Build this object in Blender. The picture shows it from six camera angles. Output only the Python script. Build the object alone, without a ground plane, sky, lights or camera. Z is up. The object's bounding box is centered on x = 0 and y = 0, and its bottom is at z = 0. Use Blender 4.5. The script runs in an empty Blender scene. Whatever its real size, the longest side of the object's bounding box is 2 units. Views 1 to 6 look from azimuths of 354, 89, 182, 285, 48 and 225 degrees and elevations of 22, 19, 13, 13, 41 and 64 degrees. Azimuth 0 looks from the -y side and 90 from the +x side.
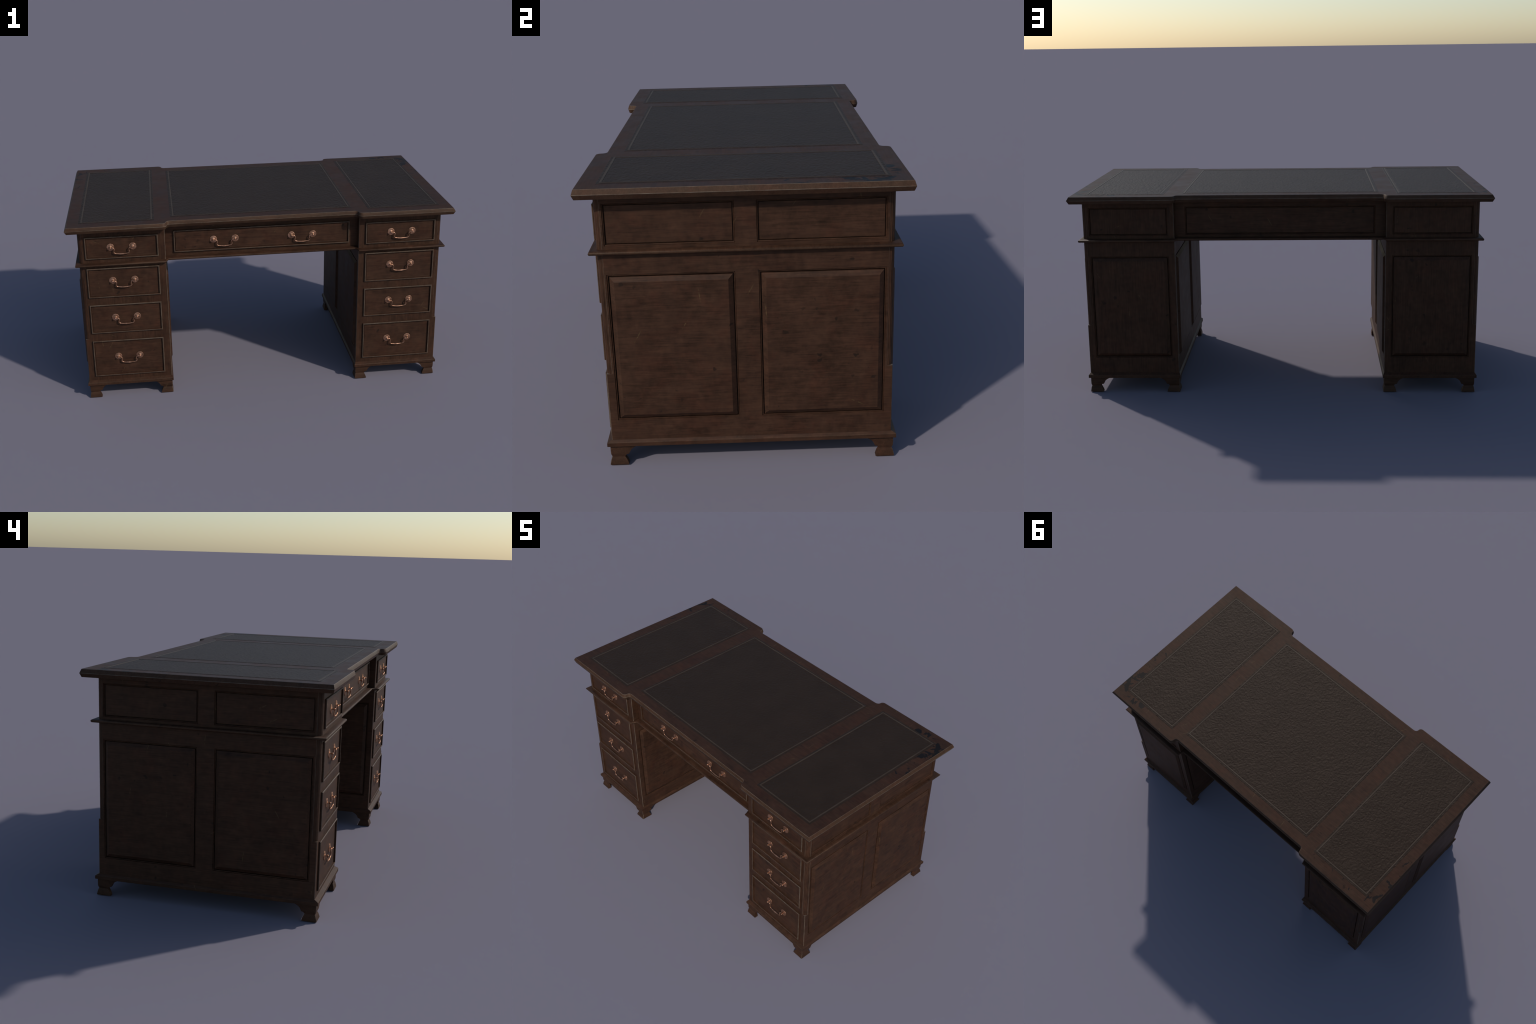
import bpy, bmesh, math
from mathutils import Vector

# ------------------------------------------------------------------ helpers
class Mesh:
    """Collects vertices, faces and material slots of one part."""
    def __init__(self):
        self.v, self.f, self.m = [], [], []

    def face(self, pts, mat=0):
        i = len(self.v)
        self.v += [tuple(p) for p in pts]
        self.f.append(tuple(range(i, i + len(pts))))
        self.m.append(mat)

    def loft(self, rings, mats=None, cap0=None, cap1=None, closed=True):
        """Skin a list of equally long point rings."""
        n = len(rings[0])
        for k in range(len(rings) - 1):
            a, b = rings[k], rings[k + 1]
            mat = mats[k] if mats else 0
            for j in range(n if closed else n - 1):
                q = (j + 1) % n
                self.face([a[j], a[q], b[q], b[j]], mat)
        if cap0 is not None:
            self.face(list(reversed(rings[0])), cap0)
        if cap1 is not None:
            self.face(rings[-1], cap1)

    def build(self, name, mats, parent=None, smooth=None, recalc=True):
        me = bpy.data.meshes.new(name)
        me.from_pydata(self.v, [], self.f)
        for m in mats:
            me.materials.append(m)
        for p, k in zip(me.polygons, self.m):
            p.material_index = k
        bm = bmesh.new()
        bm.from_mesh(me)
        bmesh.ops.remove_doubles(bm, verts=bm.verts, dist=1e-5)
        if recalc:
            bmesh.ops.recalc_face_normals(bm, faces=bm.faces)
        if smooth is not None:
            for fc in bm.faces:
                fc.smooth = True
            for e in bm.edges:
                if len(e.link_faces) == 2 and e.calc_face_angle(0) > math.radians(smooth):
                    e.smooth = False
        bm.to_mesh(me)
        bm.free()
        return add(name, me, parent)


def add(name, me, parent=None):
    ob = bpy.data.objects.new(name, me)
    bpy.context.scene.collection.objects.link(ob)
    if parent is not None:
        ob.parent = parent
    return ob


def frame_point(o, u, v, n):
    o, u, v, n = map(Vector, (o, u, v, n))
    return lambda a, b, d: o + u * a + v * b + n * d


def rect_rings(P, u0, u1, v0, v1, rings):
    return [[P(u0 + i, v0 + i, d), P(u1 - i, v0 + i, d),
             P(u1 - i, v1 - i, d), P(u0 + i, v1 - i, d)] for i, d in rings]


def face_grid(mesh, P, us, vs, keep, mat):
    for i in range(len(us) - 1):
        for j in range(len(vs) - 1):
            cu, cv = (us[i] + us[i + 1]) / 2, (vs[j] + vs[j + 1]) / 2
            if keep(cu, cv):
                mesh.face([P(us[i], vs[j], 0), P(us[i + 1], vs[j], 0),
                           P(us[i + 1], vs[j + 1], 0), P(us[i], vs[j + 1], 0)], mat)


def offset_poly(poly, d):
    """Mitred outward offset of a counter-clockwise outline."""
    out, n = [], len(poly)
    for i in range(n):
        p0, p1, p2 = (Vector(poly[i - 1]), Vector(poly[i]), Vector(poly[(i + 1) % n]))
        a, b = (p1 - p0).normalized(), (p2 - p1).normalized()
        na, nb = Vector((a.y, -a.x)), Vector((b.y, -b.x))
        out.append(p1 + (na + nb) * (d / (1 + na.dot(nb))))
    return out


# ------------------------------------------------------------------ materials
class Nodes:
    def __init__(self, name):
        self.mat = bpy.data.materials.new(name)
        self.mat.use_nodes = True
        self.t = self.mat.node_tree
        self.t.nodes.clear()

    def n(self, kind, ins=None, **props):
        nd = self.t.nodes.new(kind)
        for k, v in props.items():
            setattr(nd, k, v)
        for k, v in (ins or {}).items():
            s = nd.inputs[k]
            if isinstance(v, bpy.types.NodeSocket):
                self.t.links.new(v, s)
            else:
                s.default_value = v
        return nd

    def math(self, op, a, b=0.0, clamp=False):
        return self.n('ShaderNodeMath', {0: a, 1: b}, operation=op, use_clamp=clamp).outputs[0]

    def ramp(self, fac, stops, interp='LINEAR'):
        nd = self.n('ShaderNodeValToRGB', {'Fac': fac})
        cr = nd.color_ramp
        cr.interpolation = interp
        while len(cr.elements) < len(stops):
            cr.elements.new(0.5)
        for e, (p, c) in zip(cr.elements, stops):
            e.position = p
            e.color = (c, c, c, 1) if isinstance(c, (int, float)) else (*c, 1)
        return nd.outputs['Color']

    def mix(self, fac, a, b, mode='MIX'):
        nd = self.n('ShaderNodeMix', data_type='RGBA', blend_type=mode)
        for s, v in ((nd.inputs[0], fac), (nd.inputs[6], a), (nd.inputs[7], b)):
            if isinstance(v, bpy.types.NodeSocket):
                self.t.links.new(v, s)
            else:
                s.default_value = v if isinstance(v, (int, float)) else (*v, 1)
        return nd.outputs[2]

    def coords(self):
        """Object coordinates, shifted per object so that repeats differ."""
        tc = self.n('ShaderNodeTexCoord').outputs['Object']
        rnd = self.n('ShaderNodeObjectInfo').outputs['Random']
        sh = self.n('ShaderNodeCombineXYZ', {0: self.math('MULTIPLY', rnd, 7.0),
                                             1: self.math('MULTIPLY', rnd, 13.0),
                                             2: self.math('MULTIPLY', rnd, 5.0)}).outputs[0]
        return self.n('ShaderNodeVectorMath', {0: tc, 1: sh}, operation='ADD').outputs[0]

    def scaled(self, vec, s, rot=(0, 0, 0)):
        return self.n('ShaderNodeMapping', {'Vector': vec, 'Scale': s, 'Rotation': rot}).outputs[0]

    def noise(self, vec, scale, detail=4.0, rough=0.55, dist=0.0):
        return self.n('ShaderNodeTexNoise', {'Vector': vec, 'Scale': scale, 'Detail': detail,
                                             'Roughness': rough, 'Distortion': dist}).outputs['Fac']

    def finish(self, color, rough, normal=None, **kw):
        ins = {'Base Color': color, 'Roughness': rough, 'Specular Tint': (1.0, 0.86, 0.74, 1.0)}
        if normal is not None:
            ins['Normal'] = normal
        for k, v in kw.items():
            ins[k.replace('_', ' ')] = v
        b = self.n('ShaderNodeBsdfPrincipled', ins)
        o = self.n('ShaderNodeOutputMaterial')
        self.t.links.new(b.outputs[0], o.inputs['Surface'])
        return self.mat


def wood(name, axis, dark, light, red=0.0, stain=False, worn=0.0, spec=0.22):
    """Aged mahogany; `axis` is the direction of the grain."""
    N = Nodes(name)
    v = N.coords()
    s = [1.0, 1.0, 1.0]
    s['xyz'.index(axis)] = 0.055
    fine = N.noise(N.scaled(v, s), 210.0, 5.0, 0.65)
    s['xyz'.index(axis)] = 0.16
    broad = N.noise(N.scaled(v, s), 62.0, 4.0, 0.6, 0.5)
    cloud = N.noise(v, 12.0, 4.0, 0.62, 0.3)
    f = N.math('ADD', N.math('MULTIPLY', fine, 0.36), N.math('MULTIPLY', broad, 0.20))
    mott = N.noise(v, 48.0, 4.0, 0.65, 0.2)
    f = N.math('ADD', f, N.math('MULTIPLY', mott, 0.22))
    f = N.math('ADD', f, N.math('MULTIPLY', cloud, 0.27))
    col = N.ramp(f, [(0.39, dark), (0.67, light)])
    # reddish clouds in the varnish
    rc = N.ramp(N.noise(v, 11.0, 3.0, 0.6, 0.8), [(0.48, 0.0), (0.66, 1.0)])
    col = N.mix(N.math('MULTIPLY', rc, 0.35 + red), col, (1.18, 0.86, 0.80), 'MULTIPLY')
    # the two coordinates that run along the faces this grain is used on
    sx = N.n('ShaderNodeSeparateXYZ', {0: v})
    if axis == 'y':
        flat = N.n('ShaderNodeCombineXYZ', {0: sx.outputs[1], 1: sx.outputs[2], 2: 0.0}).outputs[0]
    else:
        flat = N.n('ShaderNodeCombineXYZ', {0: sx.outputs[0], 1: N.math('ADD', sx.outputs[1], sx.outputs[2]), 2: 0.0}).outputs[0]
    # small dark dents and ink spots
    vo = N.n('ShaderNodeTexVoronoi', {'Vector': N.n('ShaderNodeVectorMath', {0: flat, 1: N.n('ShaderNodeVectorMath', {0: N.n('ShaderNodeTexNoise', {'Vector': v, 'Scale': 45.0}).outputs['Color'], 1: (0.03, 0.03, 0.0)}, operation='MULTIPLY').outputs[0]}, operation='ADD').outputs[0],
                                      'Scale': 17.0, 'Randomness': 1.0}, feature='F1', voronoi_dimensions='2D')
    size = N.math('MULTIPLY', N.n('ShaderNodeSeparateColor', {0: vo.outputs['Color']}).outputs[0], 0.26)
    size = N.math('SUBTRACT', size, 0.10)
    sp = N.ramp(N.math('SUBTRACT', size, vo.outputs['Distance']), [(0.0, 0.0), (0.06, 1.0)])
    where = N.ramp(N.noise(v, 4.5, 2.0), [(0.46, 0.0), (0.60, 1.0)])
    col = N.mix(N.math('MULTIPLY', N.math('MULTIPLY', sp, where), 0.7), col, (0.007, 0.005, 0.004))
    # thin pale scratches, three directions
    for ang, seed in ((0.45, 3.1), (1.45, 8.7), (2.1, 5.3)):
        w = N.n('ShaderNodeVectorMath', {0: flat, 1: (seed, seed * 1.7, 0.0)}, operation='ADD').outputs[0]
        w = N.n('ShaderNodeVectorRotate', {'Vector': w, 'Angle': ang}, rotation_type='Z_AXIS').outputs[0]
        vo = N.n('ShaderNodeTexVoronoi', {'Vector': N.scaled(w, (0.16, 1.9, 1.0)), 'Scale': 9.0,
                                          'Randomness': 1.0}, feature='F1', voronoi_dimensions='2D')
        pick = N.ramp(N.n('ShaderNodeSeparateColor', {0: vo.outputs['Color']}).outputs[1], [(0.78, 0.0), (0.82, 1.0)])
        sc = N.ramp(vo.outputs['Distance'], [(0.018, 1.0), (0.040, 0.0)])
        brk = N.ramp(N.noise(v, 90.0, 2.0), [(0.42, 0.0), (0.56, 1.0)])
        col = N.mix(N.math('MULTIPLY', N.math('MULTIPLY', sc, pick), N.math('MULTIPLY', brk, 0.40)), col, (0.115, 0.080, 0.034))
    if worn:
        wn = N.ramp(N.noise(v, 26.0, 4.0, 0.65), [(0.34, 0.15), (0.62, 1.0)])
        col = N.mix(N.math('MULTIPLY', wn, worn), col, (0.125, 0.098, 0.074))
    if stain:
        # old ink stains along the short ends of the top, strongest toward one long edge
        p = N.n('ShaderNodeSeparateXYZ', {0: N.n('ShaderNodeTexCoord').outputs['Object']})
        ax_ = N.math('ABSOLUTE', p.outputs[0])
        end = N.ramp(N.math('SUBTRACT', ax_, 0.45), [(0.44, 0.0), (0.485, 1.0), (0.535, 1.0), (0.56, 0.2)])
        bk = N.ramp(N.math('ADD', N.math('MULTIPLY', p.outputs[1], 0.8), 0.5), [(0.50, 0.0), (0.80, 1.0), (0.88, 1.0), (0.925, 0.0)])
        zone = N.math('MULTIPLY', end, bk)
        side = N.math('MULTIPLY', N.ramp(N.math('SUBTRACT', ax_, 0.2), [(0.45, 0.0), (0.60, 1.0), (0.70, 1.0), (0.74, 0.0)]),
                      N.ramp(N.math('ADD', p.outputs[1], 0.3), [(0.740, 0.0), (0.765, 1.0), (0.79, 0.6), (0.81, 0.0)]))
        zone = N.math('MAXIMUM', zone, N.math('MULTIPLY', side, 0.85))
        strength = N.ramp(N.math('ADD', N.math('MULTIPLY', p.outputs[0], 0.4), 0.5), [(0.1, 0.68), (0.9, 1.0)])
        zone = N.math('MULTIPLY', zone, strength)
        nz = N.noise(N.scaled(N.n('ShaderNodeTexCoord').outputs['Object'], (1.0, 0.8, 1.0)), 21.0, 3.5, 0.58, 0.6)
        st = N.ramp(N.math('ADD', nz, N.math('MULTIPLY', zone, 0.16)), [(0.670, 0.0), (0.695, 1.0)])
        st = N.math('MULTIPLY', st, N.ramp(zone, [(0.05, 0.0), (0.25, 1.0)]))
        col = N.mix(N.math('MULTIPLY', st, 0.92), col, (0.0050, 0.0055, 0.0065))
    bmp = N.n('ShaderNodeBump', {'Strength': 0.10, 'Distance': 0.0006, 'Height': fine}).outputs[0]
    rg = N.ramp(cloud, [(0.3, 0.52), (0.7, 0.64)])
    return N.finish(col, rg, bmp, Specular_IOR_Level=spec)


def leather(name, col0, col1, grain=1.0):
    N = Nodes(name)
    v = N.n('ShaderNodeTexCoord').outputs['Object']
    a = N.noise(v, 60.0, 3.0, 0.55, 0.8)
    b = N.n('ShaderNodeTexVoronoi', {'Vector': v, 'Scale': 95.0, 'Randomness': 1.0}, feature='SMOOTH_F1').outputs['Distance']
    hgt = N.math('ADD', N.math('MULTIPLY', a, 1.0), N.math('MULTIPLY', b, 0.55))
    col = N.ramp(N.noise(v, 9.0, 4.0, 0.6), [(0.35, col0), (0.68, col1)])
    bmp = N.n('ShaderNodeBump', {'Strength': 0.7 * grain, 'Distance': 0.004, 'Height': hgt}).outputs[0]
    return N.finish(col, 0.60, bmp, Specular_IOR_Level=0.16)


def copper(name):
    N = Nodes(name)
    v = N.coords()
    pat = N.noise(v, 90.0, 4.0, 0.6)
    col = N.ramp(pat, [(0.34, (0.22, 0.115, 0.065)), (0.56, (0.49, 0.270, 0.175)), (0.75, (0.60, 0.36, 0.26))])
    rg = N.ramp(N.noise(v, 140.0, 3.0), [(0.3, 0.30), (0.7, 0.46)])
    bmp = N.n('ShaderNodeBump', {'Strength': 0.15, 'Distance': 0.0008, 'Height': pat}).outputs[0]
    return N.finish(col, rg, bmp, Metallic=0.9)


DK, LT = (0.0180, 0.0083, 0.0047), (0.0660, 0.0305, 0.0170)
WOOD_X = wood('mahogany_grain_x', 'x', DK, LT)
WOOD_Y = wood('mahogany_grain_y', 'y', DK, LT)
WOOD_Z = wood('mahogany_grain_z', 'z', DK, LT)
EDGE = wood('worn_mahogany_edge', 'x', (0.045, 0.026, 0.016), (0.085, 0.052, 0.033), worn=0.85)
BEAD = wood('worn_bead', 'x', (0.034, 0.020, 0.0125), (0.080, 0.048, 0.031), worn=0.62)
TOPW = wood('mahogany_top', 'x', (0.020, 0.0096, 0.0060), (0.056, 0.0270, 0.0168), red=0.05, stain=True, spec=0.14)
RIM = wood('mahogany_rim', 'x', (0.027, 0.0140, 0.0078), (0.070, 0.0365, 0.0210))
LEATH = leather('leather', (0.0222, 0.0132, 0.0088), (0.0272, 0.0164, 0.0112))
TOOL = leather('tooled_leather_line', (0.046, 0.033, 0.024), (0.062, 0.045, 0.033), 0.3)
COPPER = copper('aged_copper')

# ------------------------------------------------------------------ sizes (metres)
XI, XO, YB = 0.5035, 0.9438, 0.472        # pedestal: inner face, outer face, front/back
YC = 0.434                              # recessed centre bay, front/back
NO, CH = 0.018, 0.002                   # corner notch, edge chamfer
Z_BASE, Z_STOP, Z_W0, Z_W1, Z_TOP = 0.096, 0.340, 0.7570, 0.7700, 0.9465

root = bpy.data.objects.new('pedestal_desk', None)
bpy.context.scene.collection.objects.link(root)
root['label'] = 'antique dark mahogany pedestal desk with leather inset top and copper handles'
root['category'] = 'desk'

MOULD = [(0, 0), (0.0010, -0.0030), (0.0025, -0.0018), (0.0045, -0.0022), (0.0052, -0.0110)]
FLAT_MOULD = [(0, 0), (0.0012, -0.0028), (0.0028, -0.0016), (0.0044, -0.0026), (0.0052, -0.0105)]


def opening(mesh, P, o, rings, mat):
    """Sunk moulding around a panel opening plus its back board."""
    rr = rect_rings(P, *o, rings)
    mesh.loft(rr, [mat] * (len(rr) - 1), cap1=mat)


def fielded_panel(name, P, o, parent, mat):
    """Raised panel: bevelled margin rising to a proud flat field."""
    m = Mesh()
    rr = rect_rings(P, *o, [(0.0086, -0.0106), (0.0086, -0.0012), (0.0225, 0.0083), (0.0234, 0.0088)])
    m.loft(rr, [0, 0, 0], cap0=0, cap1=0)
    return m.build(name, [mat], parent)


def flat_panel(name, P, o, parent, mat):
    m = Mesh()
    rr = rect_rings(P, *o, [(0.0082, -0.0102), (0.0082, -0.0052), (0.0086, -0.0044)])
    m.loft(rr, [0, 0], cap0=0, cap1=0)
    return m.build(name, [mat], parent)


def corner_column(name, x, y, sx, sy, z0, z1, parent):
    """Reeded quarter column standing in the notch at (x, y)."""
    m = Mesh()
    rings = []
    for z in (z0, z1):
        ring = []
        for k in range(49):
            a = -0.15 + (math.pi / 2 + 0.3) * k / 48
            r = 0.0172 - 0.0011 * (0.5 - 0.5 * math.cos(a * 16)) ** 3
            ring.append(Vector((x + sx * (r * math.cos(a)), y + sy * (r * math.sin(a)), z)))
        ring.append(Vector((x - sx * 0.002, y - sy * 0.002, z)))
        rings.append(ring)
    m.loft(rings, [0], cap0=0, cap1=0)
    return m.build(name, [WOOD_Z], parent, smooth=50)


# ------------------------------------------------------------------ pedestals
PAN_Y = [(0.037, 0.4455), (-0.4455, -0.037)]
PAN_Z = (0.169, 0.6865)
BACK_O = (0.5335, 0.9110, 0.1745, 0.6835)


def pedestal(sg):
    m = Mesh()
    X = lambda x: sg * x

    def strip(pts, z0, z1, mat):
        for (xa, ya), (xb, yb) in zip(pts, pts[1:]):
            m.face([(X(xa), ya, z0), (X(xb), yb, z0), (X(xb), yb, z1), (X(xa), ya, z1)], mat)

    for sy in (-1, 1):
        y, yn = sy * YB, sy * (YB - NO)
        # inner arris, full height
        strip([(XI, y - sy * CH), (XI + CH, y)], Z_BASE, Z_W0, 1)
        # outer arris below the stop
        strip([(XO - CH, y), (XO, y - sy * CH)], Z_BASE, Z_STOP, 1)
        # notch above the stop
        strip([(XO - NO - CH, y), (XO - NO, y - sy * CH)], Z_STOP, Z_W0, 1)
        strip([(XO - NO, y - sy * CH), (XO - NO, yn), (XO - CH, yn)], Z_STOP, Z_W0, 0)
        strip([(XO - CH, yn), (XO, yn - sy * CH)], Z_STOP, Z_W0, 1)
        m.face([(X(XO - NO), yn, Z_STOP), (X(XO - CH), yn, Z_STOP), (X(XO), yn - sy * CH, Z_STOP), (X(XO), y - sy * CH, Z_STOP),
                (X(XO - CH), y, Z_STOP), (X(XO - NO), y, Z_STOP)], 1)
    # front: plain rails behind the drawers
    for (x0, x1, z0, z1) in ((XI + CH, XO - CH, Z_BASE, Z_STOP), (XI + CH, XO - NO - CH, Z_STOP, Z_W0)):
        m.face([(X(x0), -YB, z0), (X(x1), -YB, z0), (X(x1), -YB, z1), (X(x0), -YB, z1)], 2)
    inside = lambda o, u, v: o[0] < u < o[1] and o[2] < v < o[3]
    # outer and inner sides with two openings each
    for x, lim in ((XO, True), (XI, False)):
        nx = sg if lim else -sg
        P = frame_point((X(x), 0, 0), (0, 1, 0), (0, 0, 1), (nx, 0, 0))
        ops = [(a, b, *PAN_Z) for a, b in PAN_Y]
        e, e2 = YB - CH, YB - NO - CH
        us = [-e, -e2, -0.4455, -0.037, 0.037, 0.4455, e2, e]
        vs = [Z_BASE, PAN_Z[0], Z_STOP, PAN_Z[1], Z_W0]
        face_grid(m, P, us, vs, lambda u, v: not any(inside(o, u, v) for o in ops)
                  and not (lim and v > Z_STOP and abs(u) > e2), 0)
        for o in ops:
            opening(m, P, o, MOULD, 0)
    # back with one opening
    P = frame_point((0, YB, 0), (sg, 0, 0), (0, 0, 1), (0, 1, 0))
    us = [XI + CH, BACK_O[0], BACK_O[1], XO - NO - CH, XO - CH]
    vs = [Z_BASE, BACK_O[2], Z_STOP, BACK_O[3], Z_W0]
    face_grid(m, P, us, vs, lambda u, v: not inside(BACK_O, u, v) and not (v > Z_STOP and u > XO - NO - CH), 2)
    opening(m, P, BACK_O, MOULD, 2)
    ped = m.build('pedestal', [WOOD_Y, EDGE, WOOD_Z], root)
    # fielded panels
    for x, nx in ((XO, sg), (XI, -sg)):
        P = frame_point((X(x), 0, 0), (0, 1, 0), (0, 0, 1), (nx, 0, 0))
        for a, b in PAN_Y:
            fielded_panel('panel', P, (a, b, *PAN_Z), ped, WOOD_Y)
    P = frame_point((0, YB, 0), (sg, 0, 0), (0, 0, 1), (0, 1, 0))
    fielded_panel('panel', P, BACK_O, ped, WOOD_Z)
    for sy in (-1, 1):
        corner_column('corner_column', X(XO - NO), sy * (YB - NO), sg, sy, Z_STOP - 0.001, Z_W0 + 0.002, ped)
    # base moulding
    b = Mesh()
    rect = lambda x0, x1, y, z: [Vector((X(x0), -y, z)), Vector((X(x1), -y, z)), Vector((X(x1), y, z)), Vector((X(x0), y, z))]
    b.loft([rect(0.4975, 0.9505, 0.4875, 0.0728), rect(0.4968, 0.9512, 0.4882, 0.0735), rect(0.4968, 0.9512, 0.4882, 0.0866),
            rect(0.4980, 0.9500, 0.4866, 0.0884), rect(0.5025, 0.9440, 0.4750, 0.0948), rect(0.5045, 0.9415, 0.4705, 0.0975)],
           [1, 0, 1, 0, 0], cap0=0, cap1=0)
    b.build('base_moulding', [WOOD_Y, RIM], ped)
    # ogee bracket feet: L-shaped section lofted through the profile (z, outset, arm length)
    prof = [(0.0, 0.0, 0.0625), (0.0015, 0.0006, 0.0632), (0.010, -0.0012, 0.0610), (0.020, -0.0036, 0.0568), (0.0255, -0.0060, 0.0535), (0.0290, -0.0078, 0.0512),
            (0.0310, -0.0078, 0.0518), (0.0345, -0.0058, 0.0545), (0.0385, -0.0044, 0.0572), (0.0393, -0.0042, 0.0645),
            (0.043, -0.0038, 0.0668), (0.048, -0.0035, 0.0690), (0.054, -0.0034, 0.0720), (0.060, -0.0034, 0.0770),
            (0.0655, -0.0034, 0.0850), (0.0695, -0.0034, 0.0935), (0.0732, -0.0034, 0.1040)]
    for xf, sx in ((0.9448, sg), (0.5008, -sg)):
        for sy in (-1, 1):
            f = Mesh()
            rings = []
            t = 0.020
            for z, o, e in prof:
                ox = o * 0.6
                c = 0.0012
                pts = [(ox, o - c), (ox, -e), (-t, -e), (-t, -t), (-e, -t), (-e, o), (ox - c, o)]
                rings.append([Vector((X(xf) + sx * a, sy * (0.4835 + bb), z)) for a, bb in pts])
            f.loft(rings, None, cap0=0, cap1=0)
            ob = f.build('foot', [WOOD_X, EDGE], ped, smooth=28)
            # pale worn arris at the corner
            for p in ob.data.polygons:
                n = p.normal
                if abs(n.z) < 0.75 and abs(abs(n.x) - abs(n.y)) < 0.45 and min(abs(n.x), abs(n.y)) > 0.3 and p.area < 3e-5:
                    p.material_index = 1
    return ped


for sg in (-1, 1):
    pedestal(sg)

# ------------------------------------------------------------------ frieze carcass (all three bays)
fr = Mesh()
FSIDE_Y, FSIDE_Z = [(0.034, 0.4455), (-0.4455, -0.034)], (0.781, 0.9205)
FBACK_O = (0.534, 0.9120, 0.7845, 0.9210)
FCEN_O = (-0.455, 0.455, 0.7810, 0.9185)
inside = lambda o, u, v: o[0] < u < o[1] and o[2] < v < o[3]


def fstrip(pts, mat):
    for (xa, ya), (xb, yb) in zip(pts, pts[1:]):
        fr.face([(xa, ya, Z_W1 - .003), (xb, yb, Z_W1 - .003), (xb, yb, Z_TOP), (xa, ya, Z_TOP)], mat)


frieze_panels = []
for sg in (-1, 1):
    for sy in (-1, 1):
        y, yn = sy * YB, sy * (YB - NO)
        fstrip([(sg * XI, sy * YC), (sg * XI, y - sy * CH)], 0)
        fstrip([(sg * XI, y - sy * CH), (sg * (XI + CH), y)], 1)
        fstrip([(sg * (XO - NO - CH), y), (sg * (XO - NO), y - sy * CH)], 1)
        fstrip([(sg * (XO - NO), y - sy * CH), (sg * (XO - NO), yn), (sg * (XO - CH), yn)], 0)
        fstrip([(sg * (XO - CH), yn), (sg * XO, yn - sy * CH)], 1)
    fstrip([(sg * (XI + CH), -YB), (sg * (XO - NO - CH), -YB)], 2)
    P = frame_point((sg * XO, 0, 0), (0, 1, 0), (0, 0, 1), (sg, 0, 0))
    e2 = YB - NO - CH
    ops = [(a, b, *FSIDE_Z) for a, b in FSIDE_Y]
    face_grid(fr, P, [-e2, -0.4455, -0.034, 0.034, 0.4455, e2], [Z_W1 - .003, *FSIDE_Z, Z_TOP],
              lambda u, v: not any(inside(o, u, v) for o in ops), 0)
    for o in ops:
        opening(fr, P, o, FLAT_MOULD, 0)
        frieze_panels.append((P, o, WOOD_Y))
    P = frame_point((0, YB, 0), (sg, 0, 0), (0, 0, 1), (0, 1, 0))
    face_grid(fr, P, [XI + CH, FBACK_O[0], FBACK_O[1], XO - NO - CH], [Z_W1 - .003, *FBACK_O[2:], Z_TOP],
              lambda u, v: not inside(FBACK_O, u, v), 2)
    opening(fr, P, FBACK_O, FLAT_MOULD, 2)
    frieze_panels.append((P, FBACK_O, WOOD_Z))
fstrip([(-XI, -YC), (XI, -YC)], 3)
P = frame_point((0, YC, 0), (1, 0, 0), (0, 0, 1), (0, 1, 0))
face_grid(fr, P, [-XI, FCEN_O[0], FCEN_O[1], XI], [Z_W1 - .003, *FCEN_O[2:], Z_TOP], lambda u, v: not inside(FCEN_O, u, v), 3)
opening(fr, P, FCEN_O, FLAT_MOULD, 3)
frieze_panels.append((P, FCEN_O, WOOD_X))
frieze = fr.build('frieze', [WOOD_Y, EDGE, WOOD_Z, WOOD_X], root)
for P, o, mt in frieze_panels:
    flat_panel('panel', P, o, frieze, mt)
for sg in (-1, 1):
    for sy in (-1, 1):
        corner_column('corner_column', sg * (XO - NO), sy * (YB - NO), sg, sy, Z_W1 - 0.001, Z_TOP + 0.001, frieze)

# ------------------------------------------------------------------ waist moulding
quarter = [(0.9625, 0.495), (0.5015, 0.495), (0.4975, 0.480), (0.4895, 0.4600)]


def four_way(q):
    """Mirror a (+x, +y) outline quarter, running from +x end to the centre, into a full CCW outline."""
    a = [Vector(p) for p in q]
    return (a + [Vector((-p.x, p.y)) for p in reversed(a)]
            + [Vector((-p.x, -p.y)) for p in a] + [Vector((p.x, -p.y)) for p in reversed(a)])


wl = four_way(quarter)
w = Mesh()
ring = lambda d, z: [Vector((p.x, p.y, z)) for p in offset_poly(wl, d)]
w.loft([ring(-0.0050, 0.7564), ring(-0.0030, 0.7570), ring(-0.0010, 0.7596), ring(0, 0.7634),
        ring(-0.0012, 0.7664), ring(-0.0045, 0.7686), ring(-0.0120, 0.7700)], [0, 0, 1, 1, 0, 0], cap0=0, cap1=0)
w.build('waist_moulding', [WOOD_X, RIM], root, smooth=50)

# ------------------------------------------------------------------ table top
S = 10
q = [(0.9900, 0.5185)]
q += [(0.515 - 0.020 * math.sin(t), 0.50025 + 0.01825 * math.cos(t)) for t in [math.pi / 2 * k / S for k in range(S + 1)]]
q += [(0.475 + 0.020 * math.cos(t), 0.50025 - 0.01825 * math.sin(t)) for t in [math.pi / 2 * k / S for k in range(1, S + 1)]]
tl = four_way(q)


def top_ring(d, z):
    return [Vector((p.x + math.copysign(d * 0.9, p.x) if abs(p.x) > 0.9 else p.x, p.y, z)) for p in offset_poly(tl, d)]


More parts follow.
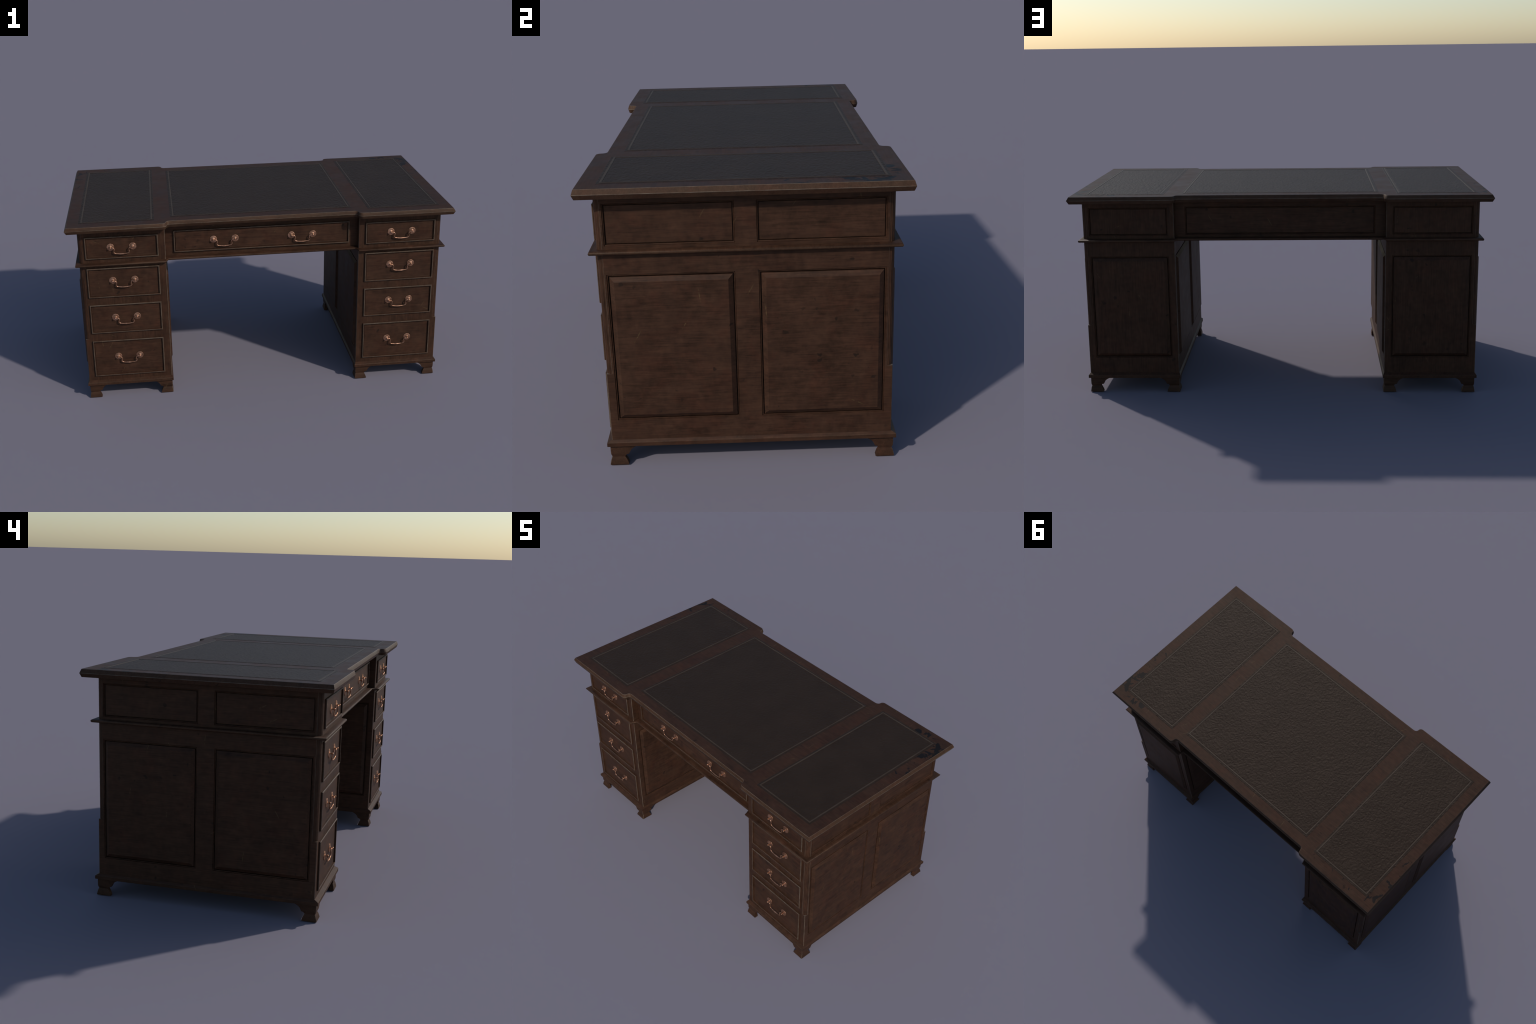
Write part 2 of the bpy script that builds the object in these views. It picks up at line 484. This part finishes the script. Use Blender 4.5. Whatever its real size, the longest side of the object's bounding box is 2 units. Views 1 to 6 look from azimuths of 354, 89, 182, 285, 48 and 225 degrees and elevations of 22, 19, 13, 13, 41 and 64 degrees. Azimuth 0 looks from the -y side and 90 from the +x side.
tp = Mesh()
tp.loft([top_ring(-0.0006, 0.9460), top_ring(0.0002, 0.9468), top_ring(0.0048, 0.9618), top_ring(0.0051, 0.9630), top_ring(0.0047, 0.9644),
         top_ring(0.0004, 0.9786), top_ring(-0.0009, 0.9799)], [2, 2, 1, 1, 2, 1], cap0=0, cap1=0)
top = tp.build('table_top', [TOPW, EDGE, RIM], root, smooth=30)

# leather insets with a tooled border line
for (x0, x1, y) in ((-0.932, -0.552, 0.4585), (-0.470, 0.470, 0.4245), (0.552, 0.932, 0.4585)):
    le = Mesh()
    P = frame_point((0, 0, 0.9798), (1, 0, 0), (0, 1, 0), (0, 0, 1))
    rr = rect_rings(P, x0, x1, -y, y, [(0, -0.003), (0, 0.0002), (0.0010, 0.0007), (0.0088, 0.0006), (0.0104, 0.0014), (0.0140, 0.0017),
                                       (0.0172, 0.0013), (0.0184, 0.0002), (0.0215, 0.0008)])
    le.loft(rr, [0, 0, 0, 0, 1, 1, 0, 0], cap0=0, cap1=0)
    le.build('leather_inset', [LEATH, TOOL], top)

# ------------------------------------------------------------------ drawers and handles
# rosette: lathe about the local -y axis (radius, distance out)
R = Mesh()
prof = [(0.0, -0.002), (0.0188, -0.002), (0.0192, 0.0008), (0.0186, 0.0022), (0.0168, 0.0030), (0.0140, 0.0028), (0.0120, 0.0024),
        (0.0085, 0.0036), (0.0060, 0.0046), (0.0036, 0.0058), (0.0030, 0.0080), (0.0030, 0.0120), (0.0040, 0.0132), (0.0047, 0.0150),
        (0.0046, 0.0168), (0.0036, 0.0184), (0.0018, 0.0193), (0.0, 0.0196)]
n = 32
for k in range(len(prof) - 1):
    (r0, d0), (r1, d1) = prof[k], prof[k + 1]
    for j in range(n):
        a, b = 2 * math.pi * j / n, 2 * math.pi * (j + 1) / n
        pts = [(r0 * math.cos(a), -d0, r0 * math.sin(a)), (r0 * math.cos(b), -d0, r0 * math.sin(b)),
               (r1 * math.cos(b), -d1, r1 * math.sin(b)), (r1 * math.cos(a), -d1, r1 * math.sin(a))]
        if r0 == 0:
            pts = pts[1:]
        elif r1 == 0:
            pts = pts[:3]
        R.face(pts)
tmp = R.build('rosette', [COPPER], None, smooth=40)
ROSETTE = tmp.data
bpy.data.objects.remove(tmp)

# swan-neck bail: half spine (x, z, radius, outset), mirrored and smoothed
half = [(0.0568, -0.0012, 0.0030, 0.0126), (0.0500, 0.0000, 0.0028, 0.0126), (0.0440, -0.0006, 0.0026, 0.0126), (0.0395, -0.0036, 0.0026, 0.0125), (0.0368, -0.0092, 0.0026, 0.0122),
        (0.0376, -0.0156, 0.0026, 0.0118), (0.0392, -0.0211, 0.0026, 0.0114), (0.0385, -0.0266, 0.0027, 0.0111), (0.0335, -0.0312, 0.0027, 0.0108),
        (0.0240, -0.0333, 0.0028, 0.0107), (0.0120, -0.0347, 0.0034, 0.0106), (0.0, -0.0352, 0.0042, 0.0106)]
spine = half + [(-a, b, r, o) for a, b, r, o in reversed(half[:-1])]


def catmull(p, t):
    i = min(int(t), len(p) - 2)
    f = t - i
    g = lambda k: p[max(0, min(len(p) - 1, k))]
    return [0.5 * (2 * b + (c - a) * f + (2 * a - 5 * b + 4 * c - d) * f * f + (3 * b - a - 3 * c + d) * f ** 3)
            for a, b, c, d in zip(g(i - 1), g(i), g(i + 1), g(i + 2))]


B = Mesh()
pts = [catmull(spine, (len(spine) - 1) * k / 110) for k in range(111)]
rings = []
for k, (x, z, r, o) in enumerate(pts):
    c = Vector((x, -o, z))
    a, b = pts[max(0, k - 1)], pts[min(110, k + 1)]
    tan = Vector((b[0] - a[0], -(b[3] - a[3]), b[1] - a[1])).normalized()
    side = Vector((0, -1, 0))
    up = tan.cross(side).normalized()
    side = up.cross(tan).normalized()
    rings.append([c + up * (r * math.cos(t)) + side * (r * math.sin(t)) for t in [2 * math.pi * j / 14 for j in range(14)]])
B.loft(rings, None, cap0=0, cap1=0)
tmp = B.build('bail_handle', [COPPER], None, smooth=60)
BAIL = tmp.data
bpy.data.objects.remove(tmp)

DRAWER = [(0, -0.004), (0, 0.0062), (0.0016, 0.0084), (0.0052, 0.0084), (0.0062, 0.0072), (0.0070, -0.0016), (0.0098, -0.0016), (0.0106, 0.0016), (0.0130, 0.0010)]  # groove inside the bead is modelled to draw the dark crease shading there


def drawer(x0, x1, z0, z1, yface, handles):
    """Drawer front with a worn raised bead; origin at its middle, on the carcass face."""
    hx, hz = (x1 - x0) / 2, (z1 - z0) / 2
    m = Mesh()
    P = frame_point((0, 0, 0), (1, 0, 0), (0, 0, 1), (0, -1, 0))
    rr = rect_rings(P, -hx, hx, -hz, hz, DRAWER)
    m.loft(rr, [0, 1, 1, 0, 0, 0, 0, 0], cap0=0, cap1=0)
    d = m.build('drawer', [WOOD_X, BEAD], root)
    cx, cz = (x0 + x1) / 2, (z0 + z1) / 2
    d.location = (cx, yface, cz)
    for (hx_, hz_) in handles:
        for s in (-1, 1):
            r = add('rosette', ROSETTE, d)
            r.location = (hx_ - cx + s * 0.0563, -0.0012, hz_ - cz)
        b = add('bail_handle', BAIL, d)
        b.location = (hx_ - cx, -0.0012, hz_ - cz)


ROWS = [(0.7942, 0.9125, 0.8525), (0.5800, 0.7424, 0.6697), (0.3770, 0.5387, 0.4614), (0.1250, 0.3324, 0.2337)]
for (x0, x1, hx) in ((-0.909, -0.539, -0.7243), (0.539, 0.909, 0.7300)):
    for z0, z1, hz in ROWS:
        drawer(x0, x1, z0 - 0.0017, z1 - 0.0017, -YB, [(hx, hz)])
drawer(-0.459, 0.459, 0.7928, 0.9116, -YC - 0.002, [(-0.1982, 0.8515), (0.2087, 0.8515)])
